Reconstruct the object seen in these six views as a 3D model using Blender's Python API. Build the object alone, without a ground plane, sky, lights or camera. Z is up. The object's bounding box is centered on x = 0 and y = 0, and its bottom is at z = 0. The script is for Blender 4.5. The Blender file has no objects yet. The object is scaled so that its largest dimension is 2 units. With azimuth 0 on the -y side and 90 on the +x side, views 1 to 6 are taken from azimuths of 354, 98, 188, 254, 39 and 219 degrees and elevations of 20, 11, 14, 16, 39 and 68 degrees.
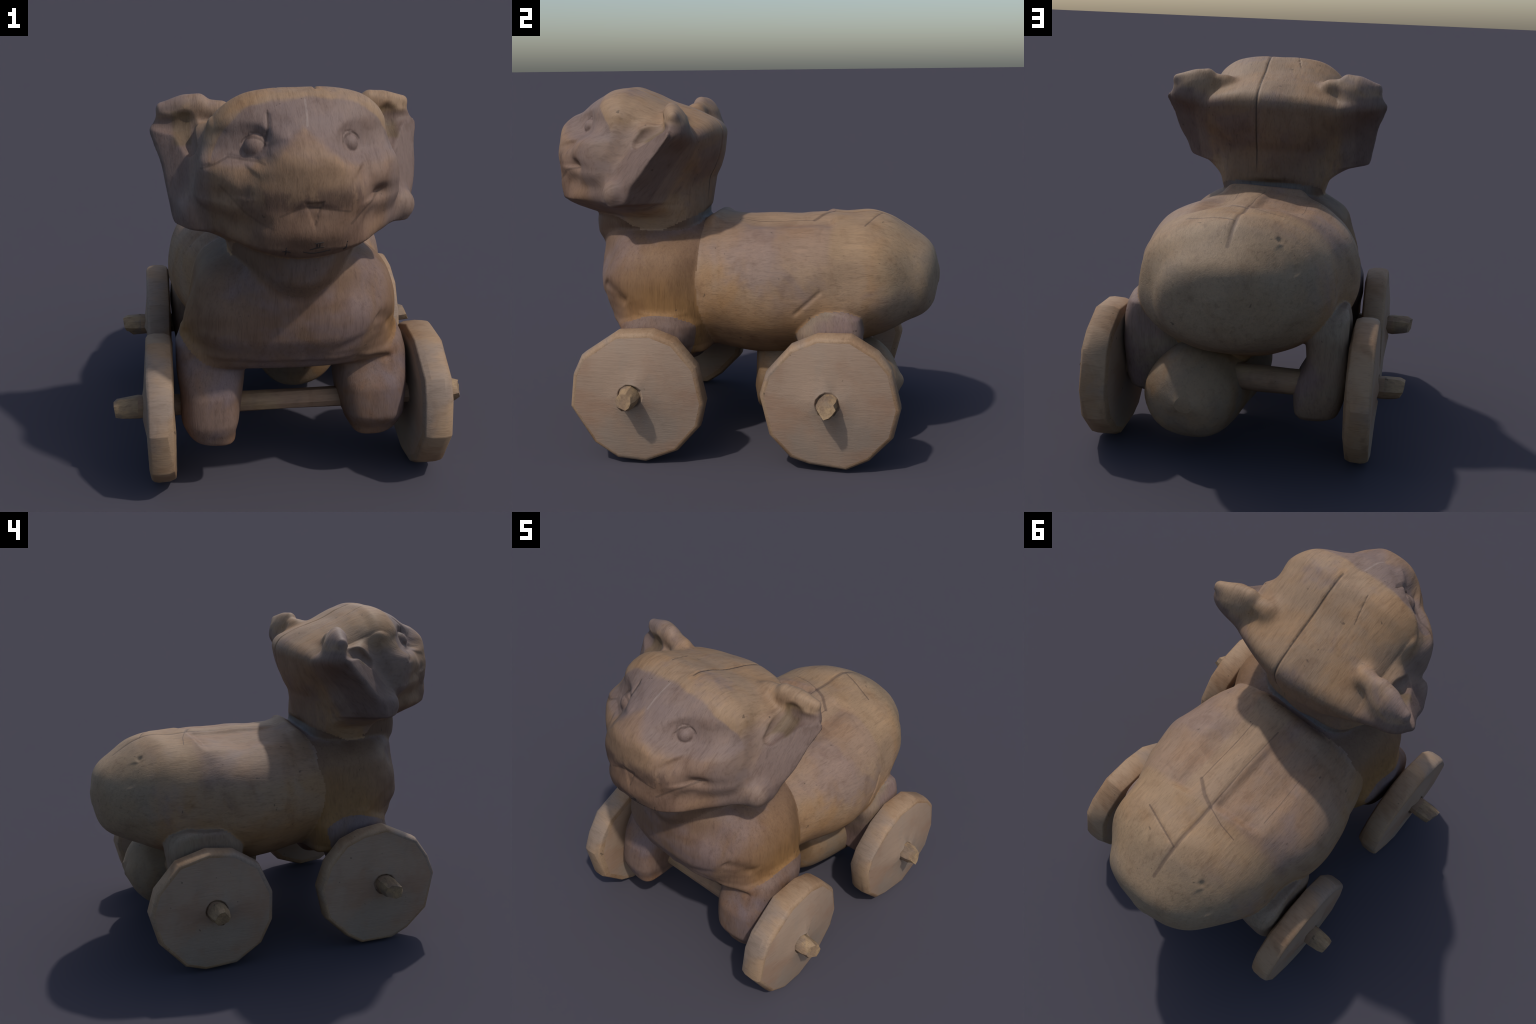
# A carved wooden pull-along animal on four wheels.
# The carved body (head, ears, neck, chest, torso, legs) is described as one implicit
# wood block: profiles and cross-sections joined with soft unions, then cut by gouges,
# grooves and cracks.  It is meshed as one smooth surface and split into named parts.
import bpy, math, random
import numpy as np
from concurrent.futures import ThreadPoolExecutor
from mathutils import Vector

random.seed(7)
rng = np.random.default_rng(7)

# ------------------------------------------------------------------ small maths kit
def slopes(t, v):
    """Monotone cubic (Fritsch-Carlson) slopes, v may carry extra columns."""
    h = np.diff(t)[:, None]
    d = np.diff(v, axis=0) / h
    m = np.zeros_like(v)
    m[0], m[-1] = d[0], d[-1]
    a, b = d[:-1], d[1:]
    w1, w2 = 2 * h[1:] + h[:-1], h[1:] + 2 * h[:-1]
    same = (a * b) > 0
    with np.errstate(divide="ignore", invalid="ignore"):
        hm = (w1 + w2) / (w1 / a + w2 / b)
    m[1:-1] = np.where(same, hm, 0.0)
    return m


class Profile:
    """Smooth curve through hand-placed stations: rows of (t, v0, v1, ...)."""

    def __init__(self, rows):
        r = np.array(rows, float)
        self.t, self.v = r[:, 0], r[:, 1:]
        self.m = slopes(self.t, self.v)

    def __call__(self, q):
        q = np.clip(q, self.t[0], self.t[-1])
        i = np.clip(np.searchsorted(self.t, q, side="right") - 1, 0, len(self.t) - 2)
        h = (self.t[i + 1] - self.t[i])[:, None]
        s = ((q - self.t[i])[:, None]) / h
        s2, s3 = s * s, s * s * s
        out = (2 * s3 - 3 * s2 + 1) * self.v[i] + (s3 - 2 * s2 + s) * h * self.m[i] + (3 * s2 - 2 * s3) * self.v[i + 1] + (s3 - s2) * h * self.m[i + 1]
        return out.T


def smin(a, b, k):
    h = np.maximum(k - np.abs(a - b), 0) / k
    return np.minimum(a, b) - h * h * k * 0.25


def smax(a, b, k):
    return -smin(-a, -b, k)


def superellipse(u, v, su, sv, p):
    rho = (np.abs(u / su) ** p + np.abs(v / sv) ** p) ** (1 / p) + 1e-9
    # first-order distance: (rho-1)/|grad rho|
    g = rho ** (1 - p) * np.sqrt((np.abs(u / su) ** (p - 1) / su) ** 2 + (np.abs(v / sv) ** (p - 1) / sv) ** 2) + 1e-6
    return (rho - 1) / np.maximum(g, 0.5)


def post(P, rows, p=2.4, cap=0.03, keel=None):
    """Upright block: stations (z, x_left, x_right, y_front, y_back)."""
    pr = Profile(rows)
    x, y, z = P
    xl, xr, yf, yb = pr(z)
    cx, cy = (xl + xr) / 2, (yf + yb) / 2
    if keel is None:
        f = superellipse(x - cx, y - cy, np.maximum((xr - xl) / 2, 0.01), np.maximum((yb - yf) / 2, 0.01), p)
    else:  # widest at a given y: long rounded front, squarer back
        cy = np.maximum(yf + 0.1, np.minimum(keel, yb - 0.1))
        front = superellipse(x - cx, y - cy, np.maximum((xr - xl) / 2, 0.01), cy - yf, p)
        rear = superellipse(x - cx, y - cy, np.maximum((xr - xl) / 2, 0.01), yb - cy, 3.2)
        f = np.where(y < cy, front, rear)
    f = smax(f, rows[0][0] - z, cap)
    return smax(f, z - rows[-1][0], cap)


def ellipsoid(P, c, r):
    q = [(P[i] - c[i]) / r[i] for i in range(3)]
    k0 = np.sqrt(q[0] ** 2 + q[1] ** 2 + q[2] ** 2) + 1e-9
    k1 = np.sqrt(sum((q[i] / r[i]) ** 2 for i in range(3))) + 1e-9
    return k0 * (k0 - 1) / k1


def capsule(P, a, b, ra, rb=None):
    rb = ra if rb is None else rb
    a, b = np.array(a), np.array(b)
    ab = b - a
    t = np.clip(sum((P[i] - a[i]) * ab[i] for i in range(3)) / (ab @ ab), 0, 1)
    d = np.sqrt(sum((P[i] - a[i] - t * ab[i]) ** 2 for i in range(3)))
    return d - (ra + (rb - ra) * t)


def polyline_distance(u, v, pts):
    """Distance to a polyline in a plane, and the position 0..1 along it."""
    best, along = np.full_like(u, 9.0), np.zeros_like(u)
    n = len(pts) - 1
    for i in range(n):
        (a0, a1), (b0, b1) = pts[i], pts[i + 1]
        L = (b0 - a0) ** 2 + (b1 - a1) ** 2
        t = np.clip(((u - a0) * (b0 - a0) + (v - a1) * (b1 - a1)) / L, 0, 1)
        d = np.hypot(u - a0 - t * (b0 - a0), v - a1 - t * (b1 - a1))
        along = np.where(d < best, (i + t) / n, along)
        best = np.minimum(best, d)
    return best, along


def ramp(t, a, b):
    s = np.clip((t - a) / (b - a), 0, 1)
    return s * s * (3 - 2 * s)


# ------------------------------------------------------------------ torso: a barrel along y
BARREL = Profile([  # y, x_left, x_right, z_bottom, z_middle, z_top
    (-0.30, -0.42, 0.42, 0.48, 0.80, 1.085),
    (-0.12, -0.470, 0.475, 0.445, 0.80, 1.147),
    (0.05, -0.52, 0.528, 0.425, 0.80, 1.152),
    (0.18, -0.54, 0.555, 0.422, 0.81, 1.157),
    (0.30, -0.525, 0.545, 0.432, 0.81, 1.162),
    (0.42, -0.480, 0.518, 0.447, 0.82, 1.168),
    (0.60, -0.445, 0.480, 0.495, 0.825, 1.168),
    (0.74, -0.395, 0.430, 0.545, 0.83, 1.142),
    (0.86, -0.315, 0.340, 0.60, 0.835, 1.085),
    (0.93, -0.235, 0.275, 0.645, 0.84, 1.030),
    (0.972, -0.15, 0.18, 0.70, 0.85, 0.970),
    (0.995, -0.05, 0.07, 0.78, 0.85, 0.900),
])


def torso(P):
    x, y, z = P
    xl, xr, zb, zm, zt = BARREL(y)
    zm = zm + np.where(x > 0, -0.05, -0.03) * ramp(np.abs(x), 0, 0.25) * ramp(0.8 - y, 0, 0.3) * ramp(y, 0.08, 0.35)
    sx = np.where(x > 0, xr, -xl)
    sz = np.where(z > zm, zt - zm, zm - zb)
    f = superellipse(x, z - zm, np.maximum(sx, 0.01), np.maximum(sz, 0.01), 2.1 + 0.15 * (z > zm) * ramp(0.75 - y, 0, 0.3))
    f = f * np.where(y > 0.6, 1 - 0.35 * ramp(y, 0.6, 0.95), 1)  # the rump slants
    f = smax(f, y - 0.998, 0.03)
    return smax(f, -0.32 - y, 0.05)


# ------------------------------------------------------------------ chest and neck
CHEST = [  # z, x_left, x_right, y_front, y_back
    (0.49, -0.45, 0.43, -0.32, -0.13),
    (0.53, -0.475, 0.455, -0.47, -0.115),
    (0.57, -0.485, 0.47, -0.59, -0.11),
    (0.61, -0.49, 0.485, -0.675, -0.108),
    (0.65, -0.49, 0.49, -0.705, -0.105),
    (0.70, -0.485, 0.495, -0.738, -0.105),
    (0.78, -0.47, 0.492, -0.768, -0.10),
    (0.86, -0.455, 0.485, -0.772, -0.105),
    (0.92, -0.443, 0.470, -0.772, -0.11),
    (0.97, -0.428, 0.448, -0.768, -0.115),
    (1.01, -0.395, 0.415, -0.762, -0.12),
    (1.05, -0.33, 0.365, -0.75, -0.13),
    (1.09, -0.25, 0.29, -0.72, -0.14),
    (1.13, -0.16, 0.19, -0.62, -0.16),
]
NECK = [
    (0.93, -0.18, 0.20, -0.73, -0.30),
    (1.00, -0.225, 0.245, -0.79, -0.26),
    (1.06, -0.255, 0.275, -0.818, -0.23),
    (1.12, -0.27, 0.285, -0.82, -0.215),
    (1.20, -0.29, 0.295, -0.80, -0.215),
    (1.32, -0.31, 0.30, -0.76, -0.23),
]
FORELEG_RIGHT = [  # on the -x side
    (0.235, -0.45, -0.248, -0.662, -0.38),
    (0.265, -0.475, -0.245, -0.67, -0.33),
    (0.34, -0.497, -0.225, -0.69, -0.29),
    (0.45, -0.50, -0.215, -0.68, -0.26),
    (0.56, -0.515, -0.205, -0.63, -0.22),
    (0.64, -0.51, -0.20, -0.59, -0.20),
    (0.72, -0.48, -0.22, -0.50, -0.25),
]
FORELEG_LEFT = [
    (0.215, 0.268, 0.455, -0.618, -0.36),
    (0.25, 0.258, 0.50, -0.625, -0.33),
    (0.34, 0.222, 0.525, -0.665, -0.29),
    (0.45, 0.205, 0.535, -0.66, -0.26),
    (0.56, 0.205, 0.54, -0.615, -0.22),
    (0.64, 0.21, 0.53, -0.58, -0.20),
    (0.70, 0.22, 0.50, -0.50, -0.25),
]
HINDLEG_RIGHT = [
    (0.175, -0.42, -0.30, 0.40, 0.54),
    (0.22, -0.49, -0.275, 0.34, 0.60),
    (0.35, -0.52, -0.265, 0.29, 0.65),
    (0.50, -0.525, -0.32, 0.265, 0.665),
    (0.62, -0.525, -0.31, 0.255, 0.675),
    (0.70, -0.525, -0.28, 0.30, 0.65),
    (0.745, -0.515, -0.28, 0.40, 0.57),
]
HINDLEG_LEFT = [
    (0.235, 0.33, 0.47, 0.38, 0.52),
    (0.28, 0.31, 0.53, 0.335, 0.57),
    (0.38, 0.29, 0.555, 0.33, 0.59),
    (0.50, 0.28, 0.555, 0.305, 0.62),
    (0.62, 0.28, 0.550, 0.285, 0.63),
    (0.70, 0.28, 0.535, 0.32, 0.62),
    (0.745, 0.28, 0.52, 0.40, 0.54),
]

# ------------------------------------------------------------------ head: horizontal slices about an upright axis
AXIS_Y = -0.45
# every slice runs from the front middle to the back middle: nose, snout side, cheek, side,
# front of the ear, rim of the ear, back of the ear, back of the head
SLICES_LEFT = [  # z, then (x, y) on the +x side
    (1.10, [(0, -0.70), (0.10, -0.695), (0.17, -0.67), (0.23, -0.61), (0.26, -0.56), (0.27, -0.52), (0.275, -0.47), (0.28, -0.42), (0.27, -0.33), (0.19, -0.245), (0, -0.195)]),
    (1.155, [(0, -0.82), (0.11, -0.79), (0.18, -0.72), (0.24, -0.65), (0.28, -0.59), (0.295, -0.55), (0.30, -0.51), (0.30, -0.45), (0.29, -0.34), (0.19, -0.24), (0, -0.19)]),
    (1.20, [(0, -0.932), (0.125, -0.905), (0.205, -0.84), (0.27, -0.74), (0.32, -0.66), (0.345, -0.61), (0.365, -0.55), (0.36, -0.48), (0.32, -0.35), (0.19, -0.24), (0, -0.188)]),
    (1.23, [(0, -0.963), (0.145, -0.942), (0.24, -0.88), (0.315, -0.76), (0.36, -0.68), (0.395, -0.63), (0.43, -0.57), (0.42, -0.50), (0.35, -0.37), (0.19, -0.24), (0, -0.186)]),
    (1.25, [(0, -0.973), (0.155, -0.957), (0.26, -0.885), (0.34, -0.765), (0.39, -0.68), (0.44, -0.635), (0.508, -0.555), (0.495, -0.495), (0.38, -0.38), (0.19, -0.24), (0, -0.185)]),
    (1.33, [(0, -0.992), (0.175, -0.955), (0.27, -0.855), (0.38, -0.73), (0.425, -0.655), (0.465, -0.62), (0.527, -0.515), (0.514, -0.465), (0.40, -0.35), (0.20, -0.23), (0, -0.18)]),
    (1.40, [(0, -0.985), (0.18, -0.958), (0.295, -0.86), (0.41, -0.73), (0.43, -0.65), (0.45, -0.585), (0.544, -0.46), (0.532, -0.412), (0.415, -0.32), (0.22, -0.20), (0, -0.145)]),
    (1.47, [(0, -0.99), (0.165, -0.972), (0.25, -0.90), (0.40, -0.755), (0.425, -0.66), (0.43, -0.555), (0.560, -0.405), (0.550, -0.358), (0.445, -0.285), (0.24, -0.175), (0, -0.122)]),
    (1.54, [(0, -0.988), (0.155, -0.96), (0.24, -0.865), (0.385, -0.75), (0.41, -0.64), (0.415, -0.515), (0.578, -0.345), (0.570, -0.30), (0.475, -0.25), (0.26, -0.165), (0, -0.115)]),
    (1.60, [(0, -0.985), (0.12, -0.955), (0.195, -0.81), (0.33, -0.73), (0.385, -0.62), (0.395, -0.49), (0.592, -0.30), (0.572, -0.265), (0.505, -0.225), (0.27, -0.16), (0, -0.11)]),
    (1.66, [(0, -0.955), (0.09, -0.925), (0.172, -0.795), (0.295, -0.725), (0.37, -0.61), (0.375, -0.47), (0.51, -0.30), (0.49, -0.265), (0.45, -0.215), (0.27, -0.16), (0, -0.11)]),
    (1.71, [(0, -0.865), (0.09, -0.835), (0.20, -0.765), (0.305, -0.70), (0.37, -0.59), (0.37, -0.45), (0.37, -0.36), (0.37, -0.30), (0.35, -0.23), (0.27, -0.15), (0, -0.11)]),
    (1.78, [(0, -0.755), (0.10, -0.74), (0.20, -0.705), (0.295, -0.655), (0.355, -0.56), (0.36, -0.45), (0.35, -0.36), (0.34, -0.29), (0.32, -0.22), (0.26, -0.15), (0, -0.11)]),
    (1.86, [(0, -0.66), (0.10, -0.65), (0.19, -0.62), (0.27, -0.58), (0.31, -0.52), (0.33, -0.45), (0.33, -0.36), (0.32, -0.29), (0.30, -0.22), (0.25, -0.15), (0, -0.11)]),
]


def mirrored(slices):
    """The -x half repeats the +x half with the small differences of a hand-carved piece."""
    wider = [0, -0.02, -0.02, -0.015, -0.015, -0.02, -0.018, -0.016, -0.008, 0, 0]
    later = [0, 0, 0, 0.01, 0.0, -0.02, -0.02, -0.005, 0.015, 0.005, 0]
    slim = lambda z, i: -0.018 if z < 1.38 and i in (2, 3, 4) else 0  # jaw narrower on this side
    return [(z, [(-(x + w + slim(z, i)), y + d) for i, ((x, y), w, d) in enumerate(zip(pts, wider, later))]) for z, pts in slices]


def closed_curve(pts, per=16):
    """Catmull-Rom through a closed list of points."""
    p = np.array(pts)
    a, b, c, d = np.roll(p, 1, 0), p, np.roll(p, -1, 0), np.roll(p, -2, 0)
    t = (np.arange(per) / per)[None, :, None]
    a, b, c, d = (q[:, None, :] for q in (a, b, c, d))
    k = 0.42
    m0, m1 = k * (c - a), k * (d - b)
    out = (2 * t**3 - 3 * t**2 + 1) * b + (t**3 - 2 * t**2 + t) * m0 + (3 * t**2 - 2 * t**3) * c + (t**3 - t**2) * m1
    return out.reshape(-1, 2)


NTH = 720
TH = np.arange(NTH) * 2 * np.pi / NTH
ZH = np.linspace(1.06, 1.86, 161)


def head_table():
    """Each control point climbs the head on its own smooth curve; every level is then closed into a ring."""
    rings = [(z, right + left[-2:0:-1]) for (z, right), (_, left) in zip(SLICES_LEFT, mirrored(SLICES_LEFT))]
    px = Profile([(z, *[p[0] for p in ring]) for z, ring in rings])(ZH).T
    py = Profile([(z, *[p[1] for p in ring]) for z, ring in rings])(ZH).T
    R = np.zeros((len(ZH), NTH))
    for i in range(len(ZH)):
        c = closed_curve(np.stack([px[i], py[i]], 1))
        th = np.maximum.accumulate(np.unwrap(np.arctan2(c[:, 0], -(c[:, 1] - AXIS_Y))))
        r = np.hypot(c[:, 0], c[:, 1] - AXIS_Y)
        R[i] = np.interp(TH, np.concatenate([th - 2 * np.pi, th, th + 2 * np.pi]), np.tile(r, 3))
    dz = np.gradient(R, ZH, axis=0)
    dt = (np.roll(R, -1, 1) - np.roll(R, 1, 1)) / (2 * (TH[1] - TH[0])) / R
    return R, 1 / np.sqrt(1 + np.clip(dz, -3, 3) ** 2 + np.clip(dt, -3, 3) ** 2)

HEAD_R, HEAD_K = head_table()
ROOF = Profile([  # y, height of the skull along the middle
    (-1.06, 1.52), (-1.0, 1.60), (-0.97, 1.64), (-0.93, 1.668), (-0.86, 1.697), (-0.80, 1.752), (-0.73, 1.788),
    (-0.66, 1.814), (-0.60, 1.817), (-0.53, 1.792), (-0.42, 1.744), (-0.31, 1.712), (-0.20, 1.662), (-0.13, 1.618), (-0.08, 1.56)])


def lookup(T, th, z):
    u = (th % (2 * np.pi)) / (2 * np.pi) * NTH
    v = np.clip((z - ZH[0]) / (ZH[1] - ZH[0]), 0, len(ZH) - 1.001)
    i0, j0 = u.astype(int) % NTH, v.astype(int)
    fu, fv = u - np.floor(u), v - j0
    i1 = (i0 + 1) % NTH
    return (T[j0, i0] * (1 - fu) + T[j0, i1] * fu) * (1 - fv) + (T[j0 + 1, i0] * (1 - fu) + T[j0 + 1, i1] * fu) * fv


def skull(P):
    x, y, z = P
    th, r = np.arctan2(x, -(y - AXIS_Y)), np.hypot(x, y - AXIS_Y)
    f = (r - lookup(HEAD_R, th, z)) * lookup(HEAD_K, th, z)
    xx = np.minimum(np.abs(x - 0.02), 0.345)
    drop = 0.30 * xx**2 + 5.0 * xx**4
    drop = drop * ramp(-y, 0.10, 0.5) + 0.60 * xx**2 * (1 - ramp(-y, 0.10, 0.5))
    roof = (z - (ROOF(y)[0] - drop)) * 0.9
    f = smax(f, roof, 0.05)
    return smax(f, 1.055 + 0.12 * ramp(y, -0.52, -0.17) - z, 0.025)


def ears(P):
    """Folded tops of the ears, growing out of the sides of the skull."""
    out = None
    for s, dy in ((1, 0.0), (-1, -0.015)):
        Q = (P[0] * s, P[1] - dy, P[2])
        root = capsule(Q, (0.28, -0.315, 1.668), (0.42, -0.30, 1.684), 0.054, 0.048)
        fold = capsule(Q, (0.37, -0.31, 1.708), (0.525, -0.275, 1.68), 0.040, 0.030)
        back = ellipsoid(Q, (0.44, -0.28, 1.625), (0.115, 0.066, 0.085))
        lobe = ellipsoid(Q, (0.468 if s > 0 else 0.40, -0.592, 1.30), (0.052, 0.056, 0.058))
        e = smin(smin(root, back, 0.05), fold, 0.03)
        e = np.minimum(e, lobe)
        out = e if out is None else np.minimum(out, e)
    return out


def ear_hollow(P):
    """The scoop under each fold and the slit between fold and rim."""
    out = None
    for s, dy in ((1, 0.0), (-1, -0.015)):
        Q = (P[0] * s, P[1] - dy, P[2])
        k = 0 if s > 0 else 0.018
        bowl = capsule(Q, (0.458 - k, -0.385, 1.635), (0.437 - k, -0.485, 1.55), 0.060 - k * 0.5, 0.030)
        slit = capsule(Q, (0.47, -0.37, 1.628), (0.61, -0.29, 1.630), 0.026 if s > 0 else 0.034, 0.012 if s > 0 else 0.028)
        h = smin(bowl, slit, 0.02)
        out = h if out is None else np.minimum(out, h)
    return out


# ------------------------------------------------------------------ gouges, folds and cracks
MOUTH = [(-0.10, 1.384), (-0.043, 1.408), (-0.007, 1.42), (0.063, 1.411), (0.167, 1.392)]
LIP = [(0.305, 1.418), (0.245, 1.395), (0.175, 1.343)]
SMILE = [(-0.318, 1.472), (-0.274, 1.43), (-0.224, 1.379), (-0.175, 1.351), (-0.12, 1.331)]
SCAR = [(-0.236, 1.502), (-0.219, 1.455), (-0.192, 1.416)]
SLIT = [(-0.122, 1.743), (-0.127, 1.683), (-0.14, 1.632), (-0.15, 1.58)]
BROW = [(-0.385, 1.52), (-0.327, 1.548), (-0.28, 1.572), (-0.211, 1.569), (-0.149, 1.571)]
SNOUT_L = [(-0.009, 1.692), (-0.069, 1.655), (-0.128, 1.621), (-0.15, 1.583), (-0.195, 1.562)]
SNOUT_R = [(0.024, 1.692), (0.084, 1.655), (0.141, 1.603), (0.20, 1.552), (0.245, 1.52)]
BACK_CRACK = [(0.0, -0.06), (0.005, 0.2), (-0.004, 0.45), (-0.004, 0.70), (0.0, 0.86)]
CROSS_CRACK = [(0.135, 0.36), (0.06, 0.42), (-0.004, 0.45)]
STEP_CRACK = [(-0.004, 0.45), (-0.10, 0.485), (-0.19, 0.50)]
STRIP_CRACK = [(0.13, -0.02), (0.135, 0.36)]
SIDE_CRACK = [(-0.235, 0.06), (-0.245, 0.34)]
PLANK_CRACK = [(0.24, 0.62), (0.12, 0.665), (0.0, 0.708)]
HEAD_CRACK = [(0.085, -0.62), (0.08, -0.40), (0.073, -0.13), (0.076, -0.10)]
HEAD_CRACK_2 = [(-0.07, -0.60), (-0.10, -0.47)]
EYES = [((0.199, -0.793, 1.619), (0.037, 0.024, 0.033)), ((-0.182, -0.790, 1.617), (0.043, 0.026, 0.033))]


def groove(u, v, pts, width, depth, fade=0.15):
    d, a = polyline_distance(u, v, pts)
    f = np.exp(-((d / width) ** 2)) * depth
    return f * ramp(a, 0, fade) * ramp(1 - a, 0, fade) if fade else f


def crease(P, pts, width, depth):
    """A cut (or, with negative depth, a raised lip) along a path in space."""
    best = None
    for a, b in zip(pts[:-1], pts[1:]):
        d = capsule(P, a, b, 0.0)
        best = d if best is None else np.minimum(best, d)
    return depth * np.exp(-((best / width) ** 2))


def bump(P, c, r, h):
    q = sum(((P[i] - c[i]) / r[i]) ** 2 for i in range(3))
    return h * np.exp(-q)


BALLS = []


def eyeballs():
    """Spheres let into the face, sunk along its own normal so that each shows as a low round dome."""
    if not BALLS:
        for c, r in EYES:
            p = np.array([c[0], -1.1, c[2]])
            f = lambda q: float(skull(tuple(np.array([v]) for v in q))[0])
            for _ in range(60):
                p[1] += min(0.02, max(-0.02, f(p)))
            n = np.array([f(p + d) - f(p - d) for d in np.eye(3) * 0.01])
            n /= np.linalg.norm(n)
            BALLS.append((p - n * r[0] * 0.50, n, r[0] * 1.20))
    return BALLS


def face_relief(P):
    x, y, z = P
    on = ramp(-y, 0.60, 0.66)
    g = groove(x, z, MOUTH, 0.014, 0.005, 0.25)
    g += groove(x, z, LIP, 0.022, 0.005, 0.25)
    g += groove(x, z, SMILE, 0.030, 0.008)
    g += groove(x, z, SLIT[:3], 0.009, 0.007)
    g += groove(x, z, BROW, 0.010, 0.007, 0.15)
    g += groove(x, z, SNOUT_L, 0.014, 0.006)
    g += groove(x, z, SNOUT_R[:4], 0.024, 0.006, 0.35)
    # valleys between the muzzle and the cheeks, and the shade line under the nose
    g += groove(x, z, [(0.215, 1.55), (0.262, 1.48), (0.262, 1.405)], 0.036, 0.014)
    g += groove(x, z, [(-0.20, 1.555), (-0.235, 1.50), (-0.225, 1.43)], 0.034, 0.007)
    g *= on
    g -= bump(P, (-0.285, -0.77, 1.515), (0.10, 0.12, 0.05), 0.018)   # cheek under the eye
    g -= bump(P, (0.32, -0.76, 1.515), (0.08, 0.12, 0.055), 0.018)
    g += bump(P, (0.28, -0.85, 1.355), (0.05, 0.08, 0.04), 0.012) + bump(P, (-0.37, -0.75, 1.29), (0.05, 0.08, 0.05), 0.014)
    g += bump(P, (0.30, -0.80, 1.425), (0.046, 0.06, 0.040), 0.032)   # pit at the mouth corner
    g += bump(P, (-0.315, -0.80, 1.43), (0.05, 0.08, 0.05), 0.006)    # hollow under the other cheek
    g -= bump(P, (0.02, -0.97, 1.54), (0.15, 0.12, 0.08), 0.013)       # bulb of the nose
    g -= bump(P, (0.02, -0.97, 1.30), (0.20, 0.12, 0.045), 0.008)      # lower lip
    # triangular notch in the upper lip
    tri = np.maximum(np.maximum(z - 1.432, (np.abs(x - 0.027) * 2.9 - (z - 1.355)) / 3.05), 0)
    g += 0.007 * np.exp(-((tri / 0.006) ** 2)) * on
    for c, n, r in eyeballs():
        d = np.sqrt(sum((P[i] - c[i]) ** 2 for i in range(3)))
        g += 0.005 * np.exp(-(((d - r * 1.02) / 0.007) ** 2)) * ramp(z, c[2] - 0.01, c[2] + 0.02)  # upper lid
    return g


KNIFE = [(d / np.linalg.norm(d), 2 * np.pi / w, ph) for d, w, ph in zip(rng.normal(size=(9, 3)), rng.uniform(0.22, 0.46, 9), rng.uniform(0, 6.28, 9))]


def carving(P, n):
    """Knife work: crossing planes (folded waves) leave flat facets with soft edges."""
    g = 0
    for d, k, ph in KNIFE:
        u = sum(P[i] * d[i] for i in range(3)) * k + ph
        g = g + 0.0021 * np.arcsin(0.97 * np.sin(u)) * 0.64
    x, y, z = P
    return g + 0.0012 * np.sin(23 * x - 11 * z + 2.0) * np.sin(19 * y + 13 * x) * np.sin(21 * z + 9 * y + 1.0)

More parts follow.
